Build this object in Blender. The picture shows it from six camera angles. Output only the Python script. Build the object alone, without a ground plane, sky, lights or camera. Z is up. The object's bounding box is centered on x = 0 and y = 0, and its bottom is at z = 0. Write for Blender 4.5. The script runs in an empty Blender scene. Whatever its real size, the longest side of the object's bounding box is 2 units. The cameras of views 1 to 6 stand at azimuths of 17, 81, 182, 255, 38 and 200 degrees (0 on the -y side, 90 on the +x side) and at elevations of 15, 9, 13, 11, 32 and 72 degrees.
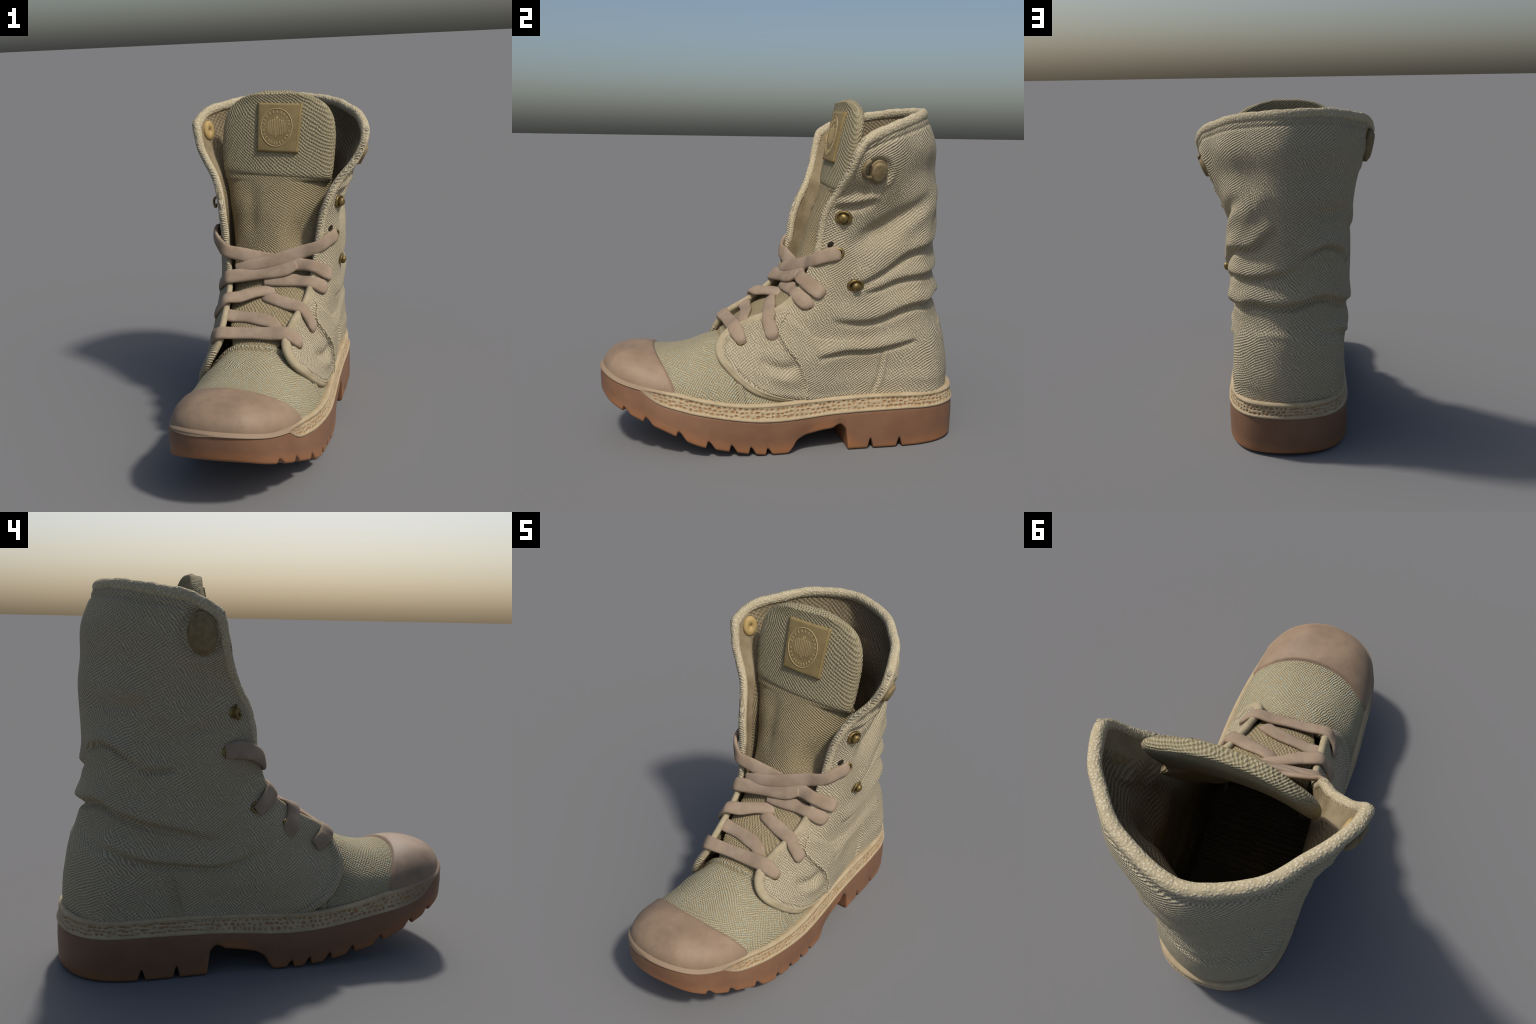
"""A worn canvas lace-up ankle boot with a gum rubber lug sole, built part by part."""
import math
import numpy as np

RNG = np.random.default_rng(7)


# ------------------------------------------------------------------ curves and grids
def herm(ts, ys, t):
    """Non-uniform Catmull-Rom spline through (ts, ys), evaluated at t."""
    ts = np.asarray(ts, float)
    ys = np.asarray(ys, float)
    t = np.clip(np.asarray(t, float), ts[0], ts[-1])
    tail = (1,) * (ys.ndim - 1)
    h = np.diff(ts)
    d = np.diff(ys, axis=0) / h.reshape((-1,) + tail)
    m = np.empty_like(ys)
    m[0], m[-1] = d[0], d[-1]
    w = (h[:-1] / (h[:-1] + h[1:])).reshape((-1,) + tail)
    m[1:-1] = d[:-1] * (1 - w) + d[1:] * w
    i = np.clip(np.searchsorted(ts, t, side="right") - 1, 0, len(ts) - 2)
    hh = h[i].reshape(t.shape + tail)
    s = ((t - ts[i]) / h[i]).reshape(t.shape + tail)
    return ((2 * s**3 - 3 * s**2 + 1) * ys[i] + (s**3 - 2 * s**2 + s) * hh * m[i]
            + (-2 * s**3 + 3 * s**2) * ys[i + 1] + (s**3 - s**2) * hh * m[i + 1])


def table(pairs, x):
    """Smooth look-up in a short table of (key, value) pairs with rising keys."""
    p = np.array(sorted(pairs), float)
    return herm(p[:, 0], p[:, 1], x)


def along(points, n, closed=False):
    """n points evenly spaced along a smooth curve through the control points."""
    p = np.array(points, float)
    if closed:
        p = np.vstack([p[-3:], p, p[:4]])
    k = np.r_[0, np.cumsum(np.linalg.norm(np.diff(p, axis=0), axis=1))]
    if closed:
        a, b = k[3], k[3 + len(points)]
        return herm(k, p, np.linspace(a, b, n, endpoint=False))
    fine = herm(k, p, np.linspace(0, k[-1], 8 * n))
    q = np.r_[0, np.cumsum(np.linalg.norm(np.diff(fine, axis=0), axis=1))]
    return np.stack([np.interp(np.linspace(0, q[-1], n), q, fine[:, c]) for c in range(fine.shape[1])], 1)


def unit(v):
    return v / np.maximum(np.linalg.norm(v, axis=-1, keepdims=True), 1e-9)


def smooth(x, a, b):
    t = np.clip((x - a) / (b - a), 0, 1)
    return t * t * (3 - 2 * t)


def grid_normals(g):
    du = np.gradient(g, axis=1)
    dv = np.gradient(g, axis=0)
    return unit(np.cross(du, dv))


def grid_faces(rows, cols, wrap=False, start=0, flip=False):
    r = np.arange(rows - 1)[:, None]
    c = np.arange(cols if wrap else cols - 1)[None, :]
    c2 = (c + 1) % cols
    f = np.stack([r * cols + c, r * cols + c2, (r + 1) * cols + c2, (r + 1) * cols + c], -1).reshape(-1, 4) + start
    return f[:, ::-1] if flip else f


# ------------------------------------------------------------------ the foot print and the heights of the sole
FOOT_PRINT = [(0, 1.0), (.11, .985), (.213, .935), (.278, .854), (.318, .75), (.336, .6), (.342, .4), (.350, .2),
              (.362, 0), (.373, -.2), (.362, -.44), (.328, -.64), (.284, -.80), (.20, -.925), (.09, -.983), (-.04, -1.0),
              (-.16, -.977), (-.252, -.918), (-.312, -.82), (-.339, -.7), (-.353, -.55), (-.365, -.37), (-.362, -.2),
              (-.352, 0), (-.343, .3), (-.342, .56), (-.335, .705), (-.303, .822), (-.226, .926), (-.116, .985)]


def foot_print(n):
    return along(FOOT_PRINT, n, closed=True)


def outward(o):
    """Outward unit normals of the closed plan curve."""
    t = np.roll(o, -1, 0) - np.roll(o, 1, 0)
    t = unit(t)
    nrm = np.stack([t[:, 1], -t[:, 0]], 1)
    return nrm if np.sum(nrm * (o - o.mean(0))) > 0 else -nrm


def band_top(y):
    return table([(1.0, .298), (.9, .293), (.5, .300), (.1, .288), (-.1, .279), (-.28, .284), (-.45, .309), (-.6, .342),
                  (-.75, .37), (-.9, .402), (-1.0, .436)], y)


def band_bottom(x, y):
    low = table([(1.0, .218), (.94, .213), (.62, .216), (.25, .207), (-.1, .185), (-.17, .188), (-.38, .215), (-.57, .252),
                 (-.72, .305), (-.80, .37), (-.9, .402), (-1.0, .436)], y + .075 * smooth(-x, -.12, .12) * smooth(-y, .45, .75))
    return np.minimum(low, band_top(y) - .014)


NOTCHES = [(-.858, .024, .040), (-.748, .028, .046), (-.58, .032, .050), (-.428, .036, .046), (-.308, .036, .040), (-.205, .036, .038),
           (-.115, .034, .036), (.455, .052, .040), (.62, .048, .044)]


def tread_base(y):
    return table([(1.0, .012), (.9, .002), (.8, .0), (.345, .0), (.318, .012), (.312, .06), (.306, .105), (.295, .126), (.22, .122), (.13, .108), (.06, .086), (.03, .062),
                  (.012, .03), (-.01, .004), (-.05, .0), (-.12, .0), (-.2, .008), (-.3, .024), (-.4, .045), (-.5, .068), (-.6, .108), (-.7, .152),
                  (-.8, .197), (-.9, .243), (-1.0, .292)], y)


def tread(x, y):
    z = np.maximum(tread_base(y) + .030 * x * smooth(-y, .4, .7), 0)
    for c, depth, width in NOTCHES:
        d = (y - c + .03 * x) / (width / 2)
        slope = (1.9, .62) if c < 0 else (1.2, 1.2)     # forefoot lugs are cut like saw teeth
        z = z + depth * (1 - smooth(np.where(d < 0, -d * slope[0], d * slope[1]), .06, 1.2))
    return z


# ------------------------------------------------------------------ the canvas leg: levels from sole to collar
# each level runs from the lateral front edge round the heel to the medial front edge
LEVEL_AT = [0, .13, .31, .42, .5, .58, .69, .87, 1]
LEVELS = [
    [(0.328, 0.1, 0.265), (0.322, 0.2, 0.265), (0.308, 0.45, 0.27), (0.262, 0.846, 0.28), (0, 0.974, 0.28), (-0.266, 0.85, 0.28), (-0.322, 0.45, 0.27), (-0.332, 0.15, 0.265), (-0.345, -0.1, 0.25)],
    [(0.318, -0.2, 0.35), (0.325, 0.06, 0.322), (0.304, 0.44, 0.325), (0.262, 0.845, 0.335), (0, 0.974, 0.335), (-0.266, 0.85, 0.335), (-0.322, 0.45, 0.325), (-0.336, 0, 0.318), (-0.338, -0.26, 0.335)],
    [(0.262, -0.334, 0.465), (0.326, 0, 0.385), (0.304, 0.44, 0.378), (0.266, 0.845, 0.38), (0, 0.972, 0.38), (-0.27, 0.85, 0.38), (-0.322, 0.45, 0.378), (-0.342, -0.03, 0.38), (-0.305, -0.335, 0.405)],
    [(0.205, -0.372, 0.545), (0.32, 0, 0.455), (0.3, 0.44, 0.44), (0.259, 0.842, 0.44), (0, 0.967, 0.44), (-0.271, 0.847, 0.44), (-0.325, 0.45, 0.44), (-0.347, -0.03, 0.455), (-0.25, -0.37, 0.505)],
    [(0.165, -0.335, 0.615), (0.316, 0.05, 0.535), (0.302, 0.44, 0.505), (0.256, 0.832, 0.5), (0, 0.957, 0.5), (-0.268, 0.838, 0.5), (-0.327, 0.45, 0.505), (-0.337, 0, 0.535), (-0.2, -0.335, 0.6)],
    [(0.178, -0.205, 0.69), (0.309, 0.1, 0.64), (0.306, 0.44, 0.605), (0.251, 0.81, 0.598), (0, 0.938, 0.6), (-0.263, 0.816, 0.6), (-0.333, 0.46, 0.605), (-0.326, 0.05, 0.64), (-0.198, -0.28, 0.662)],
    [(0.216, -0.055, 0.757), (0.315, 0.14, 0.735), (0.318, 0.45, 0.712), (0.243, 0.768, 0.7), (0, 0.902, 0.7), (-0.247, 0.774, 0.7), (-0.34, 0.48, 0.712), (-0.328, 0.12, 0.735), (-0.212, -0.15, 0.738)],
    [(0.238, 0.04, 0.85), (0.322, 0.2, 0.832), (0.322, 0.47, 0.82), (0.24, 0.749, 0.81), (0, 0.872, 0.81), (-0.248, 0.755, 0.81), (-0.346, 0.5, 0.82), (-0.338, 0.2, 0.83), (-0.232, -0.015, 0.84)],
    [(0.25, 0.105, 0.965), (0.336, 0.25, 0.95), (0.325, 0.48, 0.945), (0.24, 0.747, 0.94), (0, 0.864, 0.94), (-0.252, 0.754, 0.94), (-0.348, 0.52, 0.945), (-0.349, 0.25, 0.945), (-0.256, 0.048, 0.945)],
    [(0.264, 0.14, 1.09), (0.343, 0.27, 1.08), (0.324, 0.48, 1.07), (0.24, 0.745, 1.06), (0, 0.864, 1.06), (-0.254, 0.754, 1.06), (-0.347, 0.53, 1.07), (-0.355, 0.28, 1.08), (-0.278, 0.086, 1.09)],
    [(0.281, 0.152, 1.19), (0.348, 0.28, 1.19), (0.322, 0.48, 1.18), (0.24, 0.744, 1.17), (0, 0.868, 1.17), (-0.251, 0.754, 1.17), (-0.343, 0.53, 1.18), (-0.359, 0.3, 1.18), (-0.291, 0.099, 1.185)],
    [(0.315, 0.163, 1.285), (0.369, 0.3, 1.285), (0.345, 0.5, 1.28), (0.244, 0.748, 1.27), (0, 0.873, 1.27), (-0.248, 0.754, 1.27), (-0.352, 0.55, 1.28), (-0.374, 0.33, 1.285), (-0.311, 0.132, 1.285)],
    [(0.37, 0.204, 1.376), (0.401, 0.33, 1.38), (0.375, 0.52, 1.375), (0.247, 0.754, 1.37), (0, 0.876, 1.37), (-0.251, 0.76, 1.37), (-0.365, 0.56, 1.375), (-0.387, 0.36, 1.385), (-0.358, 0.192, 1.388)],
    [(0.45, 0.243, 1.464), (0.447, 0.37, 1.47), (0.394, 0.55, 1.48), (0.24, 0.738, 1.49), (0, 0.863, 1.49), (-0.244, 0.744, 1.49), (-0.37, 0.58, 1.48), (-0.423, 0.4, 1.485), (-0.43, 0.242, 1.488)],
    [(0.508, 0.272, 1.57), (0.488, 0.39, 1.585), (0.418, 0.56, 1.61), (0.254, 0.749, 1.635), (0, 0.856, 1.64), (-0.258, 0.755, 1.64), (-0.383, 0.57, 1.62), (-0.467, 0.4, 1.605), (-0.487, 0.276, 1.6)],
    [(0.52, 0.312, 1.65), (0.487, 0.4, 1.7), (0.4, 0.545, 1.752), (0.24, 0.697, 1.8), (0, 0.787, 1.822), (-0.22, 0.712, 1.824), (-0.375, 0.552, 1.797), (-0.476, 0.4, 1.757), (-0.508, 0.308, 1.69)],
]
LEG_ROWS, LEG_COLS = 300, 460


def leg_base():
    lv = np.array(LEVELS, float)
    u = np.linspace(0, 1, LEG_COLS)
    curves = np.stack([herm(LEVEL_AT, l, u) for l in lv])
    step = np.linalg.norm(np.diff(lv, axis=0), axis=2).mean(1)
    k = np.r_[0, np.cumsum(step)]
    return herm(k, curves, np.linspace(0, k[-1], LEG_ROWS))


def leg_arc(g):
    """Signed distance along each level from the back seam, positive on the lateral side."""
    d = np.linalg.norm(np.diff(g, axis=1), axis=2)
    s = np.concatenate([np.zeros((g.shape[0], 1)), np.cumsum(d, 1)], 1)
    mid = g.shape[1] // 2
    return s[:, mid:mid + 1] - s


# folds: kind, amplitude, width, path in (arc, height)
FOLDS = [
    # lateral side and back: diagonal slouch folds
    ("roll", .027, .080, [(.72, .895), (.54, .985), (.42, 1.06), (.30, 1.09), (.19, 1.11), (.10, 1.185), (.04, 1.23)]),
    ("roll", .024, .065, [(.66, .862), (.57, .885), (.46, .925), (.32, .94), (.20, .945), (.10, .965), (0, .99), (-.07, 1.015)]),
    ("roll", .034, .080, [(.86, .715), (.78, .706), (.696, .702), (.568, .722), (.452, .765), (.35, .785), (.263, .780), (.19, .808), (.075, .802),
                          (-.05, .813), (-.218, .838), (-.31, .803), (-.40, .775), (-.45, .757), (-.554, .734), (-.683, .705), (-.82, .668)]),
    ("roll", .027, .055, [(1.0, .515), (.839, .543), (.687, .542), (.546, .565), (.42, .592)]),
    ("groove", .027, .045, [(.76, 1.10), (.62, 1.185), (.50, 1.25), (.40, 1.30), (.26, 1.37)]),
    ("ridge", .020, .055, [(.66, 1.01), (.512, 1.126), (.42, 1.205), (.30, 1.29), (.18, 1.34)]),
    ("ridge", .011, .050, [(.37, 1.12), (.28, 1.20), (.216, 1.274), (.10, 1.43)]),
    ("ridge", .017, .026, [(.88, 1.345), (.77, 1.352), (.64, 1.385)]),
    ("groove", .022, .026, [(.86, 1.31), (.77, 1.318), (.66, 1.345)]),
    ("groove", .012, .035, [(.80, 1.40), (.72, 1.405), (.62, 1.43)]),
    # medial side and back
    ("roll", .024, .05, [(-.08, 1.065), (-.165, 1.10), (-.23, 1.117), (-.30, 1.10), (-.37, 1.06), (-.42, 1.02)]),
    ("groove", .018, .012, [(-.42, .998), (-.508, .994), (-.59, 1.006)]),
    ("ridge", .010, .030, [(-.43, 1.04), (-.51, 1.035), (-.58, 1.045)]),
    ("ridge", .020, .045, [(-.40, 1.37), (-.451, 1.326), (-.533, 1.257), (-.64, 1.15)]),
    ("groove", .015, .024, [(-.58, 1.13), (-.63, 1.165), (-.70, 1.19), (-.80, 1.215)]),
    ("roll", .022, .065, [(-.18, .668), (-.29, .645), (-.366, .626), (-.475, .587), (-.601, .562), (-.723, .549), (-.878, .540), (-.966, .564), (-1.09, .612)]),
    ("groove", .010, .030, [(-.62, 1.37), (-.70, 1.33), (-.78, 1.29)]),
    ("groove", .022, .040, [(-.12, 1.285), (-.28, 1.285), (-.40, 1.29), (-.54, 1.315)]),
    # small creases over the heel and on the flap
    ("ridge", .006, .020, [(.19, .633), (.058, .653), (-.05, .640)]),
    ("groove", .022, .028, [(1.32, .492), (1.19, .455), (1.10, .480)]),
    ("ridge", .010, .030, [(1.28, .43), (1.19, .40), (1.11, .39)]),
    # seams
    ("ridge", .010, .007, [(.598, .551), (.633, .441), (.690, .29)]),
    ("groove", .009, .010, [(.618, .551), (.653, .441), (.710, .29)]),
    ("ridge", .012, .007, [(-.625, .546), (-.662, .468), (-.715, .27)]),
    ("groove", .008, .009, [(-.640, .546), (-.678, .468), (-.731, .27)]),
    ("step", .014, .05, [(1.10, .751), (1.19, .661), (1.182, .592), (1.118, .50), (1.093, .41), (1.08, .27)]),
]


def path_field(path, a, z):
    """Signed distance to a path in (arc, height) and the fraction along it."""
    p = along(path, 40)
    best = np.full(a.shape, 1e9)
    sign = np.zeros(a.shape)
    frac = np.zeros(a.shape)
    for i in range(len(p) - 1):
        e = p[i + 1] - p[i]
        l2 = e @ e
        t = np.clip(((a - p[i, 0]) * e[0] + (z - p[i, 1]) * e[1]) / l2, 0, 1)
        dx = a - p[i, 0] - t * e[0]
        dz = z - p[i, 1] - t * e[1]
        d = np.hypot(dx, dz)
        closer = d < best
        best = np.where(closer, d, best)
        sign = np.where(closer, np.where(e[0] * dz - e[1] * dx >= 0, 1, -1), sign)
        frac = np.where(closer, (i + t) / (len(p) - 1), frac)
    return best * sign, frac


def leg_relief(g):
    a, z = leg_arc(g), g[..., 2]
    u = np.linspace(0, 1, g.shape[1])[None, :]
    near_front = smooth(.19 - np.minimum(u, 1 - u), 0, .11)
    edge_z = g[:, :1, 2]
    out = near_front * (.016 * smooth(edge_z, .27, .34) * smooth(.80 - edge_z, -.1, .1) + .010 * smooth(edge_z, .75, .9) * smooth(1.45 - edge_z, 0, .2))
    below = g[-1:, :, 2] - z
    run = np.minimum(a[:, :1] - a, a - a[:, -1:])     # rolled edge of the eyelet flap
    out = out + (.007 * np.exp(-((run - .016) / .013) ** 2) - .006 * np.exp(-((run - .050) / .010) ** 2)) * smooth(.66 - edge_z, 0, .06)
    for spot, reach in (((-.474, .375, 1.612), .100), ((.478, .402, 1.493), .072)):    # cloth puckers round the buttons
        far = np.linalg.norm(g - np.array(spot), axis=2)
        out = out - .010 * np.exp(-((far - reach * .9) / .016) ** 2) + .005 * np.exp(-((far - reach * 1.35) / .02) ** 2)
    out = out - .007 * np.exp(-((below - .062) / .008) ** 2) * smooth(np.minimum(u, 1 - u), .02, .06)
    for kind, amp, width, path in FOLDS:
        if path[0][0] > path[-1][0]:
            path = path[::-1]
        d, f = path_field(path, a, z)
        ends = np.sin(np.pi * np.clip(f, 0.0, 1.0)) ** .5
        if kind == "roll":      # a rolled fold: full above its lower edge, tucked under below it
            peak = .34 * width
            r = np.where(d > peak, np.exp(-((d - peak) / (.85 * width)) ** 2), smooth(d, -.14 * width, peak))
            out += amp * ends * r - .62 * amp * ends * np.exp(-((d + .20 * width) / (.22 * width)) ** 2)
        elif kind == "ridge":
            out += amp * ends * np.exp(-(d / width) ** 2)
        elif kind == "groove":
            out -= amp * ends * np.exp(-(d / width) ** 2)
        elif kind == "step":
            out += amp * smooth(d, -width * .2, width * .2) * np.exp(-(np.maximum(d, 0) / (4 * width)) ** 2) * smooth(f, 0, .04) * smooth(1 - f, 0, .04)
    return out


def leg_surface():
    g = leg_base()
    n = grid_normals(g)
    if np.sum(n[150, :, :2] * (g[150, :, :2] - [0, .45])) < 0:
        n = -n
    rel = leg_relief(g)
    outer = g + n * rel[..., None]
    n2 = grid_normals(outer)
    if np.sum(n2 * n) < 0:
        n2 = -n2
    return g, n, rel, outer, n2


# ------------------------------------------------------------------ the vamp: a dome from the foot print up to a spine
def spine(y):
    ys = -.74 + .05 * np.log1p(np.exp((y + .74) / .05))
    x = -.02 + .02 * smooth(ys, -.74, -.3)
    z = table([(-.76, .535), (-.69, .516), (-.6, .514), (-.5, .536), (-.4, .572), (-.32, .598), (-.2, .622), (0, .67), (.3, .69)], ys)
    return np.stack([x, ys, z], -1)


def dome(rows=90):
    """Columns climb from the foot print to the spine; both sides use the same stations so they meet on the spine."""
    o = foot_print(6000)
    nrm = outward(o)
    front = int(np.argmin(o[:, 1]))
    stations = np.r_[np.linspace(.1, -.74, 150), -.74 + (o[front, 1] + .74) * np.sin(np.linspace(0, np.pi / 2, 64)[1:])]
    sides = []
    for part in (slice(600, front + 1), slice(5400, front - 1, -1)):
        yy, pp, nn_ = o[part, 1], o[part], nrm[part]
        pick = [np.interp(-stations, -yy, q) for q in (pp[:, 0], nn_[:, 0], nn_[:, 1])]
        inset = .022 + .014 * smooth(stations, -.6, -.2)
        sides.append(np.column_stack([pick[0] - pick[1] * inset, stations - pick[2] * inset, stations]))
    both = np.vstack([sides[0], sides[1][-2::-1]])
    b, y = both[:, :2], both[:, 2]
    base = np.column_stack([b, band_top(y) - .03])
    top = spine(y)
    cols = len(y)
    power = table([(-1, 2.6), (-.75, 2.22), (-.55, 2.0), (-.42, 1.88), (-.35, 1.76), (-.1, 1.5), (.3, 1.5)], y)
    th = np.linspace(0, 1, rows)[:, None] * np.pi / 2
    pw = power[None, :] + (2.3 - power[None, :]) * smooth(th, .75, 1.5)
    across = 1 - np.cos(th) ** (2 / pw)
    up = np.sin(th) ** (2 / pw)
    g = np.empty((rows, cols, 3))
    for c in range(2):
        g[..., c] = base[None, :, c] + (top - base)[None, :, c] * across
    g[..., 2] = base[None, :, 2] + (top - base)[None, :, 2] * up
    return g


def cap_edge(x):
    return -.705 + .088 * (np.abs(x + .01) / .3) ** 2.2


def throat_edge(x):
    return -.322 + .9 * np.abs(x + .01) ** 2.2


# ------------------------------------------------------------------ the tongue
TONGUE = [  # z, y of the middle, left edge x, right edge x, how far the edges lie back
    (.47, -.46, -.09, .09, .02), (.562, -.36, -.12, .12, .03), (.650, -.25, -.165, .16, .03), (.715, -.135, -.20, .20, .035), (.785, -.025, -.21, .22, .04),
    (.88, .052, -.23, .24, .05), (1.0, .104, -.245, .24, .08), (1.12, .142, -.265, .255, .095), (1.22, .173, -.285, .27, .095), (1.32, .215, -.305, .295, .085),
    (1.42, .254, -.328, .318, .065), (1.53, .275, -.338, .328, .065), (1.64, .294, -.335, .332, .060), (1.74, .315, -.312, .312, .05), (1.80, .328, -.272, .268, .04),
    (1.84, .332, -.215, .200, .022), (1.862, .332, -.150, .125, .008), (1.872, .330, -.060, .040, .0)]


def tongue_grid(v0, v1, rows, cols, tilt=0.0):
    """Middle surface of the tongue between two row keys (index into TONGUE)."""
    t = np.array(TONGUE, float)
    k = np.r_[0, np.cumsum(np.hypot(*np.diff(t[:, :2], axis=0).T) + .35 * np.abs(np.diff(t[:, 3])))]
    u = np.linspace(-1, 1, cols)[None, :]
    ka, kb = np.interp([v0, v1], np.arange(len(t)), k)
    s = np.linspace(0, 1, rows)[:, None]
    start = ka + tilt * u
    q = herm(k, t, start + (kb - start) * s)
    x = (q[..., 2] + q[..., 3]) / 2 + (q[..., 3] - q[..., 2]) / 2 * u
    y = q[..., 1] + q[..., 4] * np.abs(u) ** 2.2 * np.where(q[..., 0] > 1.38, np.where(u > 0, .6, .85), np.where(u > 0, 1.3, 1.0))
    return np.stack([x, y, q[..., 0]], -1)


# ==== BLENDER ====
import bpy
import bmesh
from mathutils import Vector

THING = bpy.data.objects.new("canvas_boot", None)
THING["label"] = "worn khaki canvas lace-up boot with gum rubber lug sole"
THING["category"] = "boot"
bpy.context.scene.collection.objects.link(THING)


def make(name, verts, faces, material, parent=None, flat=False, materials=None, face_slot=None):
    me = bpy.data.meshes.new(name)
    verts = np.asarray(verts, float).reshape(-1, 3)
    me.from_pydata(verts.tolist(), [], [tuple(int(i) for i in f) for f in faces])
    me.validate()
    for m in (materials or [material]):
        me.materials.append(m)
    if face_slot is not None and len(face_slot) == len(me.polygons):
        me.polygons.foreach_set("material_index", np.asarray(face_slot, np.int32))
    if not flat:
        me.polygons.foreach_set("use_smooth", np.ones(len(me.polygons), bool))
    me.update()
    ob = bpy.data.objects.new(name, me)
    bpy.context.scene.collection.objects.link(ob)
    ob.parent = parent or THING
    return ob


def recalc(ob, weld=0.0):
    bm = bmesh.new()
    bm.from_mesh(ob.data)
    if weld:
        bmesh.ops.remove_doubles(bm, verts=bm.verts, dist=weld)
    bmesh.ops.recalc_face_normals(bm, faces=bm.faces)
    bm.to_mesh(ob.data)
    bm.free()
    return ob


def sweep(path, side, up, half_w, half_t, n=12, power=2.6, caps=True):
    """Verts and faces of a rounded strip swept along path; side and up are its unit axes."""
    m = len(path)
    th = np.linspace(0, 2 * np.pi, n, endpoint=False)
    cx = np.sign(np.cos(th)) * np.abs(np.cos(th)) ** (2 / power)
    cy = np.sign(np.sin(th)) * np.abs(np.sin(th)) ** (2 / power)
    half_w = np.broadcast_to(half_w, (m,))
    half_t = np.broadcast_to(half_t, (m,))
    v = path[:, None] + side[:, None] * (half_w[:, None] * cx)[..., None] + up[:, None] * (half_t[:, None] * cy)[..., None]
    f = [tuple(q) for q in grid_faces(m, n, wrap=True)]
    if caps:
        f += [tuple(range(n - 1, -1, -1)), tuple((m - 1) * n + i for i in range(n))]
    return v.reshape(-1, 3), f


def tube(points, radius, n=8, samples=24):
    p = along(points, samples)
    t = unit(np.gradient(p, axis=0))
    ref = np.array([0, 0, 1.0]) if abs(t[len(t) // 2, 2]) < .8 else np.array([0, 1.0, 0])
    s = unit(np.cross(t, ref))
    return sweep(p, s, np.cross(s, t), radius, radius, n, 2.0)


# ------------------------------------------------------------------ materials
class Nodes:
    def __init__(self, name):
        self.mat = bpy.data.materials.new(name)
        self.mat.use_nodes = True
        self.t = self.mat.node_tree
        self.bsdf = self.t.nodes["Principled BSDF"]

    def n(self, kind, **inputs):
        node = self.t.nodes.new(kind)
        for k, v in inputs.items():
            k = k.replace("_", " ")
            if k in node.inputs.keys():
                self.put(node.inputs[k], v)
        return node

    def put(self, socket, v):
        if isinstance(v, bpy.types.NodeSocket):
            self.t.links.new(v, socket)
        else:
            socket.default_value = v

    def math(self, op, a, b=0.0, c=0.0, clamp=False):
        node = self.t.nodes.new("ShaderNodeMath")
        node.operation = op
        node.use_clamp = clamp
        for i, v in enumerate((a, b, c)):
            self.put(node.inputs[i], v)
        return node.outputs[0]

    def noise(self, vec, scale, detail=2.0, rough=.5):
        return self.n("ShaderNodeTexNoise", Vector=vec, Scale=scale, Detail=detail, Roughness=rough).outputs[0]

    def mix(self, f, a, b, mode="MIX"):
        node = self.t.nodes.new("ShaderNodeMix")
        node.data_type = "RGBA"
        node.blend_type = mode
        self.put(node.inputs[0], f)
        self.put(node.inputs[6], a if isinstance(a, bpy.types.NodeSocket) else (*a, 1))
        self.put(node.inputs[7], b if isinstance(b, bpy.types.NodeSocket) else (*b, 1))
        return node.outputs[2]

    def span(self, v, a, b, lo=0.0, hi=1.0):
        node = self.t.nodes.new("ShaderNodeMapRange")
        node.interpolation_type = "SMOOTHSTEP"
        for i, x in enumerate((v, a, b, lo, hi)):
            self.put(node.inputs[i], x)
        return node.outputs[0]

    def done(self, color, rough=.9, height=None, strength=.5, distance=.01, spec=.2):
        self.put(self.bsdf.inputs["Base Color"], color)
        self.put(self.bsdf.inputs["Roughness"], rough)
        self.put(self.bsdf.inputs["Specular IOR Level"], spec)
        if height is not None:
            b = self.n("ShaderNodeBump", Strength=strength, Distance=distance, Height=height)
            self.t.links.new(b.outputs[0], self.bsdf.inputs["Normal"])
        return self.mat


def srgb(r, g, b):
    return tuple((c / 255 / 12.92) if c / 255 < .04045 else ((c / 255 + .055) / 1.055) ** 2.4 for c in (r, g, b))


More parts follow.
